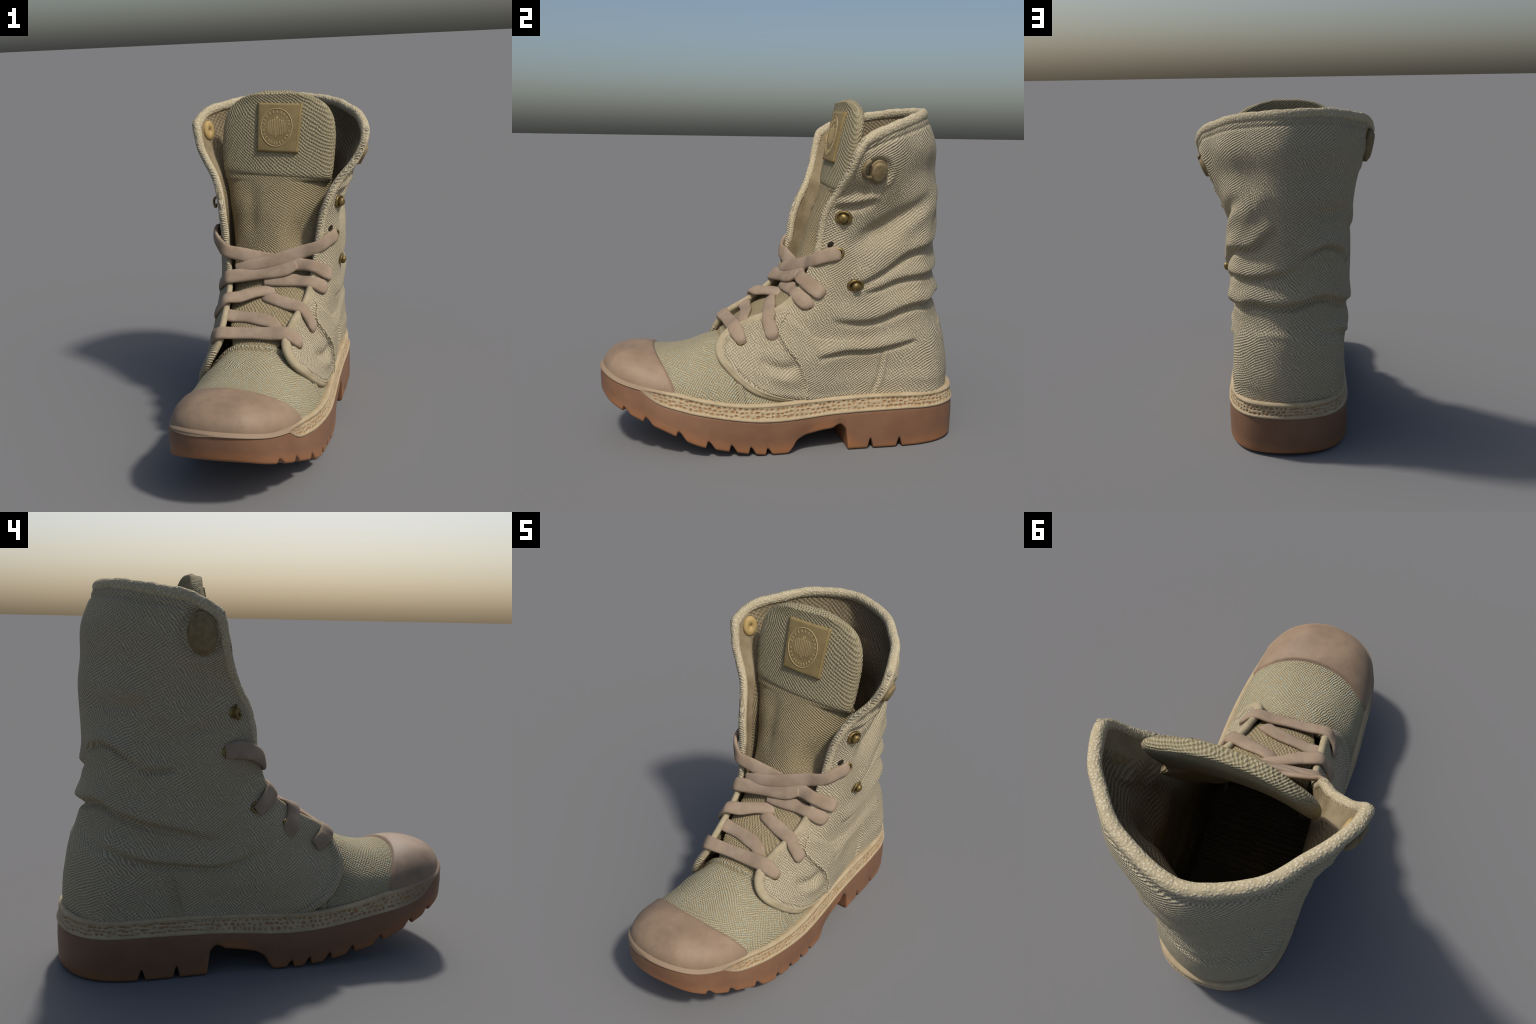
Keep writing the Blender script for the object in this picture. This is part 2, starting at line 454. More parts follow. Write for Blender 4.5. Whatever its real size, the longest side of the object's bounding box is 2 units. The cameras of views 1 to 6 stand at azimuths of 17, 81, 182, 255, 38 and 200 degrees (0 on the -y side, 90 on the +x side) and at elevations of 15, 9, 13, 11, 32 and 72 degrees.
def canvas(name, wrap, pitch=.0118, light=(185, 175, 151), dark=(132, 122, 99), bump=.55, speck=0.0):
    """Coarse twill: two crossing sets of yarn, warped, one or the other on top in patches."""
    N = Nodes(name)
    co = N.n("ShaderNodeTexCoord").outputs["Object"]
    sep = N.n("ShaderNodeSeparateXYZ", Vector=co)
    x, y, z = sep.outputs
    if wrap == "leg":
        back = N.math("SUBTRACT", y, .42)   # round the heel, then straight along each side
        turn = N.math("MULTIPLY", N.math("ARCTAN2", x, N.math("MAXIMUM", back, .0001)), .37)
        a = N.math("ADD", turn, N.math("MULTIPLY", N.math("SIGN", x), N.math("MAXIMUM", N.math("MULTIPLY", back, -1.0), 0.0)))
        b = z
    elif wrap == "vamp":
        a = N.math("MULTIPLY", N.math("ARCTAN2", x, N.math("SUBTRACT", z, .22)), .34)
        b = y
    else:
        a = x
        b = N.math("SUBTRACT", z, y) if wrap == "grid" else z
    warp1 = N.math("MULTIPLY", N.math("SUBTRACT", N.noise(co, 5.0, 2), .5), .035)
    warp2 = N.math("MULTIPLY", N.math("SUBTRACT", N.noise(co, 22.0, 2), .5), .018)
    a = N.math("ADD", a, N.math("ADD", warp1, warp2))
    b = N.math("ADD", b, N.math("SUBTRACT", warp1, warp2))
    k = 2 * math.pi / pitch
    w1 = N.math("SINE", N.math("MULTIPLY", N.math("ADD", N.math("MULTIPLY", a, .55), N.math("MULTIPLY", b, .83)), k))
    w2 = N.math("SINE", N.math("MULTIPLY", N.math("SUBTRACT", N.math("MULTIPLY", a, .83), N.math("MULTIPLY", b, .55)), k))
    pick = .5 if wrap == "grid" else N.span(N.noise(co, 6.0, 3), .30, .70, .16, .84)
    weave = N.math("ADD", N.math("MULTIPLY", w1, pick), N.math("MULTIPLY", w2, N.math("SUBTRACT", 1.0, pick)))
    if wrap == "knit":
        cell = N.n("ShaderNodeTexVoronoi", Vector=co, Scale=1 / pitch)
        weave = N.span(cell.outputs["Distance"], .65, .1, -1.0, 1.0)
    broken = N.noise(co, 160.0, 1)
    weave = N.math("ADD", weave, N.math("MULTIPLY", N.math("SUBTRACT", broken, .5), 1.7))
    fac = N.span(weave, -1.0, .9)
    col = N.mix(fac, srgb(*dark), srgb(*light))
    patch = N.noise(co, 3.2, 4, .6)
    col = N.mix(N.span(patch, .35, .7, 0, .25), col, srgb(166, 152, 120))
    tint = N.noise(co, 190.0, 0)
    col = N.mix(N.span(tint, .62, .76, 0, .20), col, srgb(150, 108, 78))
    col = N.mix(N.span(tint, .38, .25, 0, .16), col, srgb(150, 160, 150))
    if speck:
        s = N.noise(N.n("ShaderNodeVectorMath", ).outputs[0] if False else co, 120.0, 0)
        col = N.mix(N.span(s, .63, .72, 0, speck), col, srgb(140, 190, 200))
    return N.done(col, .92, weave, bump, .006, .12)


def rubber(name, base, other, rough=.55, scale=9.0, mask=None, mask_color=None, toe=None):
    N = Nodes(name)
    co = N.n("ShaderNodeTexCoord").outputs["Object"]
    c = N.mix(N.span(N.noise(co, scale, 5, .62), .3, .72), srgb(*base), srgb(*other))
    fine = N.noise(co, 120.0, 2)
    c = N.mix(N.span(fine, .62, .75, 0, .25), c, srgb(*[int(v * .72) for v in base]))
    if toe:
        toe_y = N.n("ShaderNodeSeparateXYZ", Vector=co).outputs[1]
        c = N.mix(N.span(toe_y, -.60, -.80, 0, .85), c, srgb(*toe))
    if mask:
        sep = N.n("ShaderNodeSeparateXYZ", Vector=co)
        curve = N.t.nodes.new("ShaderNodeFloatCurve")
        pts = curve.mapping.curves[0].points
        ys = np.linspace(-1, 1, 11)
        pts[0].location = (0, float(tread_base(np.array([-1.0]))[0]))
        pts[1].location = (1, 0.0)
        for yy in ys[1:-1]:
            pts.new((yy + 1) / 2, float(min(tread_base(np.array([yy]))[0], 1)))
        curve.mapping.update()
        N.put(curve.inputs["Value"], N.math("MULTIPLY_ADD", sep.outputs[1], .5, .5))
        lift = N.math("SUBTRACT", sep.outputs[2], curve.outputs[0])
        edge = N.math("ADD", lift, N.math("MULTIPLY", N.math("SUBTRACT", N.noise(co, 6.0, 2), .5), .04))
        c = N.mix(N.span(edge, .085, .0, 0, .8), c, srgb(*mask_color))
    return N.done(c, rough, N.noise(co, 60.0, 4), .08, .01, .35)


def plain(name, base, other, rough=.8, scale=30.0, bump=.2, metallic=0.0, spec=.25, bump_scale=150.0):
    N = Nodes(name)
    co = N.n("ShaderNodeTexCoord").outputs["Object"]
    c = N.mix(N.span(N.noise(co, scale, 4, .6), .32, .7), srgb(*base), srgb(*other))
    N.bsdf.inputs["Metallic"].default_value = metallic
    return N.done(c, rough, N.noise(co, bump_scale, 3), bump, .005, spec)


CANVAS_LEG = canvas("canvas_leg", "leg")
CANVAS_VAMP = canvas("canvas_vamp", "vamp", .0118, (174, 165, 136), (130, 119, 92), .6, .3)
CANVAS_TONGUE = canvas("canvas_tongue", "flat", .0112, (154, 141, 111), (116, 103, 76), .5)
CANVAS_PAD = canvas("canvas_tongue_pad", "grid", .0135, (162, 153, 124), (116, 107, 82), .55)
CANVAS_BINDING = canvas("canvas_binding", "knit", .0115, (194, 184, 158), (170, 158, 130), .34)
CANVAS_LINING = canvas("canvas_lining", "leg", .018, (132, 120, 96), (102, 90, 68), .5)
FACING = plain("facing_tape", (163, 151, 124), (149, 136, 109), .85, 14, .25)
LINING_TAPE = plain("lining_tape", (142, 128, 102), (122, 108, 82), .9, 10, .3)
GUM = rubber("gum_rubber", (122, 89, 66), (112, 80, 59), .5, 5.0, True, (146, 98, 62))
CAP = rubber("toe_cap_rubber", (144, 122, 100), (124, 104, 85), .6, 6.0)
BAND = rubber("band_rubber", (170, 153, 122), (156, 138, 108), .7, 12.0, toe=(134, 113, 93))
PIT = rubber("band_pit_rubber", (156, 124, 88), (140, 108, 74), .75, 20.0)
LACE = plain("lace_cotton", (152, 134, 115), (136, 118, 99), .9, 9, .25)
LEATHER = plain("patch_leather", (138, 121, 82), (124, 107, 70), .6, 12, .15)
EMBOSS = plain("patch_emboss", (170, 150, 108), (160, 140, 98), .5, 20, .1)
BRASS = plain("dull_brass", (140, 120, 72), (92, 76, 44), .45, 60, .2, .6, .5)
DARK = plain("eyelet_hole", (40, 32, 22), (30, 24, 16), .9, 30, .1)
BUTTON = plain("covered_button", (134, 118, 86), (114, 99, 70), .65, 40, .3)
BUTTON_BACK = plain("button_back", (178, 152, 100), (166, 140, 90), .55, 12, .1)
THREAD = plain("sewing_thread", (196, 184, 156), (180, 166, 134), .85, 60, .2)
PATCH_THREAD = plain("patch_thread", (112, 92, 54), (100, 82, 48), .85, 60, .2)

# ------------------------------------------------------------------ outsole
N_SOLE = 1700
o = foot_print(N_SOLE)
nrm = outward(o)
zt = band_bottom(o[:, 0], o[:, 1]) + .004
zb = tread(o[:, 0], o[:, 1])
flare = .016 * smooth(o[:, 0], .05, .25) * smooth(-o[:, 1], .25, .5)    # the forefoot wall widens to the tread
rings = [np.column_stack([o - nrm * .05, zt - .002]), np.column_stack([o - nrm * .008, zt])]
R = .018
for f in (0.03, .12, .3, .5, .68, .82):
    bulge = .004 * math.sin(math.pi * f)
    rings.append(np.column_stack([o + nrm * (bulge - .002 + flare * f)[:, None], zt + (zb + R - zt) * f]))
for ang in (0, 20, 40, 60, 78, 90):
    t = math.radians(ang)
    rings.append(np.column_stack([o + nrm * (flare - R * (1 - math.cos(t)))[:, None], zb + R * (1 - math.sin(t))]))
inner = o + nrm * (flare - R)[:, None]
axis = np.column_stack([np.full(N_SOLE, -.005), np.clip(o[:, 1], -.62, .66)])
for f in (.08, .2, .4, .6, .8, 1.0):
    p = inner + (axis - inner) * f
    rings.append(np.column_stack([p, tread(p[:, 0], p[:, 1]) * (1 if f < .9 else 1)]))
sole = make("outsole", np.concatenate(rings), grid_faces(len(rings), N_SOLE, wrap=True), GUM)
recalc(sole)

# ------------------------------------------------------------------ foxing band with its pits and beads
NB, RB = 1900, 34
o = foot_print(NB)
nrm = outward(o)
lo = band_bottom(o[:, 0], o[:, 1])
hi = band_top(o[:, 1])
f = np.linspace(0, 1, RB)[:, None]
arc = np.r_[0, np.cumsum(np.linalg.norm(np.diff(o, axis=0), axis=1))]
H = (hi - lo)[None, :]
zz = lo + H * f
inset = .004 + .016 * f
off = np.zeros_like(zz) + .006
tall = smooth(H, .03, .07)
dist_top = (1 - f) * H
dist_low = f * H
off = off + .006 * np.exp(-((dist_top - .009) / .008) ** 2) + .004 * tall * np.exp(-((dist_low - .007) / .006) ** 2)
pits = np.zeros_like(zz)
for row, fr in enumerate((.24, .46, .68)):
    x0 = 0.0
    while x0 < arc[-1]:
        y_at = np.interp(x0, arc, o[:, 1])
        x_at = np.interp(x0, arc, o[:, 0])
        step = RNG.uniform(.021, .033)
        long = RNG.uniform(.005, .013) * (1.5 if (x_at < 0 and y_at > .3) else 1)
        tall_r = RNG.uniform(.004, .009) * (.6 if (x_at < 0 and y_at > .3) else 1)
        c = x0 + (row % 2) * .013 + RNG.uniform(-.003, .003)
        hc = fr + RNG.uniform(-.055, .055)
        sel = np.abs(arc - c) < .03
        if sel.any():
            dd = ((arc[sel][None, :] - c) / long) ** 2 + ((f - hc) * H[:, sel] / tall_r) ** 2
            pits[:, sel] = np.maximum(pits[:, sel], RNG.uniform(.55, 1) * np.exp(-dd ** 1.6))
        x0 += step
pits *= tall * smooth(dist_top, .012, .02) * smooth(dist_low, .010, .016)
off = off - .007 * pits
P = o[None] + nrm[None] * (off - inset)[..., None]
G = np.concatenate([P, zz[..., None]], -1)
first = np.concatenate([(o - nrm * .03), (lo - .004)[:, None]], 1)[None]
second = np.concatenate([(o - nrm * .004), (lo - .003)[:, None]], 1)[None]
last = np.concatenate([(o - nrm * .022), (hi + .004)[:, None]], 1)[None]
last2 = np.concatenate([(o - nrm * .045), (hi - .004)[:, None]], 1)[None]
G = np.concatenate([first, second, G, last, last2])
pv = np.concatenate([np.zeros((2, NB)), pits, np.zeros((2, NB))])
faces = grid_faces(G.shape[0], NB, wrap=True)
fp = pv.reshape(-1)[faces].mean(1)
band = make("foxing_band", G, faces, None, materials=[BAND, PIT], face_slot=(fp > .38).astype(int))
recalc(band)

# ------------------------------------------------------------------ vamp and toe cap
D = dome()
dn = grid_normals(D)
mid_col = D.shape[1] // 2
if dn[60, mid_col, 2] < 0:
    dn = -dn
rows, cols = D.shape[:2]
dn[-2:] = dn[-3:-2]
crest = unit(dn[-1] + dn[-1, ::-1])
fan = D[-1, :, 1] < -.715
crest[fan] = unit(crest[fan].mean(0))
for k in range(1, 9):
    w_ = (9 - k) / 8
    dn[-k] = unit(crest * w_ + dn[-k] * (1 - w_))
edge = throat_edge(D[..., 0]) - D[..., 1]
lip = .010 * np.exp(-((edge - .012) / .010) ** 2) - .006 * np.exp(-((edge - .032) / .006) ** 2)
wr = .0025 * np.sin(D[..., 1] * 38 + 3 * D[..., 0]) * smooth(D[..., 1], -.6, -.45)
V = D + dn * (lip + wr)[..., None]
faces = grid_faces(rows, cols)
keep = (edge.reshape(-1)[faces].max(1) > 0) | (np.abs(D[..., 0]).reshape(-1)[faces].min(1) > .20)
vamp = make("vamp", V, faces[keep], CANVAS_VAMP)
mod = vamp.modifiers.new("thickness", "SOLIDIFY")
mod.thickness = .018
mod.offset = -1
recalc(vamp, .0004)

d = cap_edge(D[..., 0]) - D[..., 1]
lift = .013 * smooth(d, -.004, .020) - .003
CP = D + dn * lift[..., None]
faces = grid_faces(rows, cols)
keep = d.reshape(-1)[faces].min(1) > -.012
cap = make("toe_cap", CP, faces[keep], CAP)
recalc(cap, .0004)

# ------------------------------------------------------------------ quarter and leg (one canvas upper)
THICK = .030
base, bn, rel, LEG, LN = leg_surface()


def closed_sheet(name, outer, inner, out_mat=None, in_mat=None, tape=None, tape_faces=None, tape_rim=None, rim=7):
    """Outer and inner grids joined by a rounded edge along both sides and the top."""
    r, c = outer.shape[:2]
    path = [(i, 0) for i in range(r)] + [(r - 1, j) for j in range(1, c)] + [(i, c - 1) for i in range(r - 2, -1, -1)]
    pi = np.array([p[0] for p in path])
    pj = np.array([p[1] for p in path])
    A, B = outer[pi, pj], inner[pi, pj]
    mid, half = (A + B) / 2, (A - B) / 2
    tang = unit(np.gradient(mid, axis=0))
    out = unit(np.cross(tang, half))
    inward = outer[np.clip(pi - 3, 0, r - 1), np.clip(pj + np.where(pj == 0, 3, np.where(pj == c - 1, -3, 0)), 0, c - 1)] - A
    flip = np.sum(out * inward, 1) > 0
    out[flip] *= -1
    hl = np.linalg.norm(half, axis=1, keepdims=True)
    verts = [outer.reshape(-1, 3), inner.reshape(-1, 3)]
    n0 = r * c
    f_out = grid_faces(r, c)
    f_in = grid_faces(r, c, start=n0, flip=True)
    ring_ids = [pi * c + pj]
    start = 2 * n0
    for k in range(1, rim):
        t = math.pi * k / rim
        verts.append(mid + half * math.cos(t) + out * hl * math.sin(t))
        ring_ids.append(np.arange(start, start + len(path)))
        start += len(path)
    ring_ids.append(n0 + pi * c + pj)
    f_rim = []
    for a, b in zip(ring_ids[:-1], ring_ids[1:]):
        f_rim.append(np.stack([a[:-1], a[1:], b[1:], b[:-1]], 1))
    f_rim = np.concatenate(f_rim)
    faces = np.concatenate([f_out, f_rim, f_in])
    f_rim_tape = np.tile((tape_rim[pi] & ((pj == 0) | (outer[pi, pj, 2] > .58)))[:-1], rim)
    slot = np.r_[np.where(tape_faces.reshape(-1)[f_out].min(1), 2, 0), np.where(f_rim_tape, 2, 0), np.where((front_gap < .11).reshape(-1)[f_in - n0].min(1), 3, 1)]
    return recalc(make(name, np.concatenate(verts), faces, None, materials=[out_mat, in_mat, tape, LINING_TAPE], face_slot=slot))


def soften(a, n):
    for _ in range(n):
        p = np.pad(a, 1, mode="edge")
        a = (p[:-2, 1:-1] + p[2:, 1:-1] + p[1:-1, :-2] + p[1:-1, 2:] + 2 * a) / 6
    return a


arc0 = leg_arc(base)
front_gap = np.minimum(arc0[:, :1] - arc0, arc0 - arc0[:, -1:])
below_rim = base[-1:, :, 2] - base[..., 2]
rear = smooth(.50 - np.abs(arc0), 0, .25)
LINING = THICK + (.035 * smooth(below_rim, .02, .28) + .06 * rear * smooth(below_rim, .0, .16)) * smooth(front_gap, .05, .22)
INNER = base + bn * (soften(rel, 60) * .6 - LINING)[..., None]
arc_ = leg_arc(LEG)
from_front = np.minimum(arc_[:, :1] - arc_, arc_ - arc_[:, -1:])
edge_z = LEG[:, 0, 2]
low_edge = (edge_z < .92) & (np.arange(LEG_ROWS) > 6)
quarter = closed_sheet("quarter", LEG, INNER, out_mat=CANVAS_LEG, in_mat=CANVAS_LINING, tape=FACING,
                       tape_faces=(from_front < np.where(arc_ > 0, .034, .014)) & low_edge[:, None] & ((arc_ > 0) | (LEG[..., 2] > .58)), tape_rim=low_edge)
# frayed thread along the edge where the quarter overlaps the eyelet flap
seam = along([(1.10, .751), (1.19, .661), (1.182, .592), (1.118, .50), (1.093, .41), (1.082, .31)], 46)
lines = []
for k in range(0, 45):
    q = []
    for t_ in (0, .5, 1.0):
        az = seam[k] * (1 - t_) + seam[k + 1] * t_ + RNG.normal(0, .0025, 2) * (t_ == .5)
        i = np.unravel_index(np.argmin((arc_ - az[0]) ** 2 + (LEG[..., 2] - az[1]) ** 2), arc_.shape)
        q.append(LEG[i] + LN[i] * (.003 + .003 * (t_ == .5)))
    lines.append(q)

# binding rolled round the collar and down the two front edges
mid = (LEG + INNER) / 2
low = int(np.argmin(np.abs(mid[:, 0, 2] - 1.03)))
low2 = int(np.argmin(np.abs(mid[:, -1, 2] - 1.03)))
p = np.concatenate([mid[low:, 0], mid[-1, 1:-1], mid[low2:, -1][::-1]])
nn = np.concatenate([bn[low:, 0], bn[-1, 1:-1], bn[low2:, -1][::-1]])
inw = np.concatenate([mid[low:, 6] - mid[low:, 0], mid[-9, 1:-1] - mid[-1, 1:-1], (mid[low2:, -7] - mid[low2:, -1])[::-1]])
kk = np.r_[0, np.cumsum(np.linalg.norm(np.diff(p, axis=0), axis=1))]
ks = np.linspace(0, kk[-1], 700)


def resample(q, smooth_steps=0):
    q = np.stack([np.interp(ks, kk, q[:, c]) for c in range(3)], 1)
    for _ in range(smooth_steps):
        q[1:-1] = (q[:-2] + 2 * q[1:-1] + q[2:]) / 4
    return q


p, nn, inw = resample(p, 60), unit(resample(nn, 80)), resample(inw, 80)
tang = unit(np.gradient(p, axis=0))
nn = unit(nn - tang * np.sum(nn * tang, 1, keepdims=True))
side = unit(np.cross(tang, nn))
side *= np.sign(np.sum(side * inw, 1, keepdims=True))
ends = np.minimum(smooth(ks, 0, .08), smooth(ks[-1] - ks, 0, .08))
top_part = smooth(p[:, 2], 1.58, 1.7)
hw = (.021 + .007 * top_part) * (.75 + .25 * ends)
ht = (.0225 + .003 * top_part) * (.7 + .3 * ends)
wob = .0015 * np.sin(ks * 41) + .001 * np.sin(ks * 97 + 1)
v, f = sweep(p + side * .008, side, nn, hw + wob, ht, 16, 2.3)
recalc(make("collar_binding", v, f, CANVAS_BINDING))

# ------------------------------------------------------------------ insole
ins = foot_print(300)
inn = outward(ins)
rings = [np.column_stack([ins - inn * .04, np.full(300, .25) + .12 * smooth(-ins[:, 1], .4, 1)])]
ax = np.column_stack([np.zeros(300), np.clip(ins[:, 1], -.6, .6)])
for f_ in (.4, .8, 1.0):
    q = (ins - inn * .04) * (1 - f_) + ax * f_
    rings.append(np.column_stack([q, .25 + .12 * smooth(-q[:, 1], .4, 1)]))
recalc(make("insole", np.concatenate(rings), grid_faces(4, 300, wrap=True), CANVAS_LINING))

# ------------------------------------------------------------------ tongue, its padded top and the patch


def pillow(name, g, h, nrm_, mat, parent=None, power=8, flat_low=False):
    r, c = g.shape[:2]
    u = np.abs(np.linspace(-1, 1, c))[None, :]
    w = np.abs(np.linspace(-1, 1, r))[:, None]
    prof = np.sqrt(np.clip(1 - u ** power, 0, 1)) * np.sqrt(np.clip(1 - w ** (power * 1.6), 0, 1))
    front = g + nrm_ * (h * prof)[..., None]
    back = g - nrm_ * (h * prof)[..., None]
    v = np.concatenate([front.reshape(-1, 3), back.reshape(-1, 3)])
    f = np.concatenate([grid_faces(r, c), grid_faces(r, c, start=r * c, flip=True)])
    ob = make(name, v, f, mat, parent)
    bm = bmesh.new()
    bm.from_mesh(ob.data)
    bmesh.ops.remove_doubles(bm, verts=bm.verts, dist=1e-5)
    bmesh.ops.recalc_face_normals(bm, faces=bm.faces)
    bm.to_mesh(ob.data)
    bm.free()
    return ob


def front_normals(g):
    n_ = grid_normals(g)
    return -n_ if n_[g.shape[0] // 2, g.shape[1] // 2, 1] > 0 else n_


TG = tongue_grid(0, 11, 150, 70)
tn = front_normals(TG)
us = np.linspace(-1, 1, 70)[None, :]
dent = .040 * np.exp(-((us - .60) / .28) ** 2 - ((TG[..., 2] - 1.07) / .12) ** 2) + .012 * np.exp(-((us + .45) / .15) ** 2) * smooth(TG[..., 2], 1.0, 1.2) * smooth(1.4 - TG[..., 2], 0, .12)
TGd = TG - tn * dent[..., None]
tongue = pillow("tongue", TGd, .014, tn, CANVAS_TONGUE, power=14)

PG = tongue_grid(9.75, 17, 110, 110, tilt=-.022)
pn = front_normals(PG)
pad = pillow("tongue_pad", PG + np.array([0, .005, 0]), .029, pn, CANVAS_PAD, parent=tongue, power=13)


def pad_point(x, z, lift=0.0):
    """Point and normal on the front of the tongue pad at a given x and z."""
    d_ = (PG[..., 0] - x) ** 2 + (PG[..., 2] - z) ** 2
    i = np.unravel_index(np.argmin(d_), d_.shape)
    i0, j0 = int(np.clip(i[0], 1, 108)), int(np.clip(i[1], 1, 108))
    c0 = PG[i0, j0]
    n_ = pn[i0, j0]
    # slide along the tangent plane to the exact x and z
    y = c0[1] - (n_[0] * (x - c0[0]) + n_[2] * (z - c0[2])) / n_[1]
    return np.array([x, y, z]) + n_ * (.022 + lift), n_


PATCH = [(-.106, 1.812), (.152, 1.800), (.126, 1.527), (-.108, 1.540)]  # corners x, z


def patch_xy(s, t):
    a, b, c_, d_ = [np.array(q) for q in PATCH]
    return (a * (1 - s) + b * s) * (1 - t) + (d_ * (1 - s) + c_ * s) * t


M = 40
pg = np.zeros((M, M, 3))
pnn = np.zeros((M, M, 3))
for i in range(M):
    for j in range(M):
        xz = patch_xy(j / (M - 1), i / (M - 1))
        pg[i, j], pnn[i, j] = pad_point(*xz)
for _ in range(6):
    pnn = np.stack([soften(pnn[..., c], 1) for c in range(3)], -1)
    ys = soften(pg[..., 1], 1)
    pg[1:-1, 1:-1, 1] = ys[1:-1, 1:-1]
pnn = unit(pnn)
patch = pillow("leather_patch", pg + pnn * .004, .013, pnn, LEATHER, parent=tongue, power=22)


def patch_point(s, t, lift):
    i, j = t * (M - 1), s * (M - 1)
    i0, j0 = min(int(i), M - 2), min(int(j), M - 2)
    fi, fj = i - i0, j - j0
    b = lambda q: (q[i0, j0] * (1 - fi) * (1 - fj) + q[i0 + 1, j0] * fi * (1 - fj) + q[i0, j0 + 1] * (1 - fi) * fj + q[i0 + 1, j0 + 1] * fi * fj)
    return b(pg) + unit(b(pnn)) * (.0165 + lift), unit(b(pnn))


def strips(name, lines, radius, mat, parent, closed=False):
    vs, fs, s0 = [], [], 0
    for ln in lines:
        pts = np.array(ln)
        if closed:
            q = np.vstack([pts, pts[:2]])
        else:
            q = pts
        v_, f_ = tube(q, radius, 6, max(4, 3 * len(q)))
        vs.append(v_)
        fs += [tuple(i + s0 for i in ff) for ff in f_]
        s0 += len(v_)
    ob = make(name, np.concatenate(vs), fs, mat, parent)
    return recalc(ob)


CX, CY, RX, RY = .46, .50, .36, .375
ring = [patch_point(CX + RX * math.cos(t), CY + RY * math.sin(t), 0)[0] for t in np.linspace(0, 2 * math.pi, 49)]
strips("emblem_ring", [ring], .0032, EMBOSS, patch)
bars = []
for k, (dx, hgt) in enumerate([(-.19, .13), (-.145, .17), (-.10, .18), (-.05, .19), (-.015, .24), (.02, .25), (.06, .19), (.105, .18), (.145, .17), (.185, .12)]):
    x = CX + dx
    bars.append([patch_point(x, CY - hgt + .02, -.001)[0], patch_point(x, CY, -.001)[0], patch_point(x, CY + hgt * .9, -.001)[0]])
strips("emblem_bar", bars, .0026, EMBOSS, patch)["kind"] = "stuff"
marks = []
for a0, a1, cnt in ((205, 335, 9), (28, 152, 10), (168, 192, 2), (-12, 12, 2)):
    for k in range(cnt):
        t = math.radians(a0 + (a1 - a0) * k / (cnt - 1))
        for lean in RNG.choice([-.045, 0.0, .045], 2, replace=False):
            ri, ro = .76, .92
            marks.append([patch_point(CX + RX * ri * math.cos(t + lean), CY + RY * ri * math.sin(t + lean), .0)[0],
                          patch_point(CX + RX * ro * math.cos(t + lean * .2), CY + RY * ro * math.sin(t + lean * .2), .0)[0]])
strips("emblem_mark", marks, .0022, EMBOSS, patch)["kind"] = "stuff"
stitches = []
for k in range(22):
    q = (k + .5) / 22
    d_ = .014
    for s_, t_, hor in ((.045, q, False), (.955, q, False), (q, .965, True)):
        e_ = (.012, 0) if hor else (0, .014)
        stitches.append([patch_point(np.clip(s_ - e_[0], 0, 1), np.clip(t_ - e_[1], 0, 1), -.006)[0], patch_point(s_, t_, -.001)[0],
                         patch_point(np.clip(s_ + e_[0], 0, 1), np.clip(t_ + e_[1], 0, 1), -.006)[0]])
strips("patch_stitch", stitches, .0026, PATCH_THREAD, patch)["kind"] = "stuff"


strips("edge_thread", lines, .0021, THREAD, quarter)["kind"] = "stuff"

# ------------------------------------------------------------------ hardware on the leg
def on_leg(pos):
    d_ = np.linalg.norm(LEG - np.array(pos), axis=2)
    i = np.unravel_index(np.argmin(d_), d_.shape)
    i0, j0 = int(np.clip(i[0], 2, LEG_ROWS - 3)), int(np.clip(i[1], 2, LEG_COLS - 3))
    n_ = unit(LN[i0 - 2:i0 + 3, j0 - 2:j0 + 3].reshape(-1, 3).mean(0))
    return LEG[i], n_


def frame(n_, up=(0, 0, 1)):
    s = unit(np.cross(np.array(up, float), n_))
    return s, np.cross(n_, s)


def lathe(name, centre, n_, profile, mat, stretch=(1, 1), roll=0.0, seg=28, parent=None):
    """Turned part: profile of (radius, height) about the axis n_."""
    s, t = frame(n_)
    s, t = s * math.cos(roll) + t * math.sin(roll), t * math.cos(roll) - s * math.sin(roll)
    th = np.linspace(0, 2 * np.pi, seg, endpoint=False)
    v = []
    for r_, h_ in profile:
        v.append(centre + n_ * h_ + (np.cos(th) * r_ * stretch[0])[:, None] * s + (np.sin(th) * r_ * stretch[1])[:, None] * t)
    f_ = [tuple(q) for q in grid_faces(len(profile), seg, wrap=True)]
    f_ += [tuple(range(seg)), tuple((len(profile) - 1) * seg + i for i in range(seg))]
    return recalc(make(name, np.concatenate(v), f_, mat, parent))


EYELET_RING = [(.016, -.012), (.016, .004), (.019, .008), (.024, .008), (.028, .003), (.029, -.008)]
EYELETS = [(.224, -.258, .594), (.262, -.092, .636), (.286, .092, .797), (.292, .156, .864), (.330, .243, 1.078),
           (-.262, -.08, .70), (-.30, .09, .80), (-.33, .24, 1.085)]
for e_ in EYELETS:
    c0, n0 = on_leg(e_)
    ey = lathe("eyelet", c0, n0, EYELET_RING, BRASS)
    lathe("eyelet_hole", c0, n0, [(.0165, -.006), (.0165, .0035)], DARK, parent=ey, seg=20)
for h_ in [(.307, .205, 1.122)]:
    c0, n0 = on_leg(h_)
    lathe("lace_hole", c0, n0, [(.016, -.01), (.015, .003), (.012, .0042)], DARK, (1.3, .8), .6)
for r_, sx in [((.346, .332, .908), 1.0), ((.345, .258, 1.262), 1.0)]:
    c0, n0 = on_leg(r_)
    rv = lathe("rivet", c0, n0, [(.040, -.006), (.038, .004), (.030, .007), (.029, .004)], BRASS, (1.15, .95))
    lathe("rivet_head", c0, n0, [(.021, .002), (.024, .012), (.024, .020), (.017, .028), (.006, .031)], BRASS, parent=rv)
c0, n0 = on_leg((-.345, .20, 1.262))
hook = lathe("lace_hook", c0, n0, [(.030, -.006), (.029, .003), (.020, .005)], BRASS)
sx_, sz_ = frame(n0)
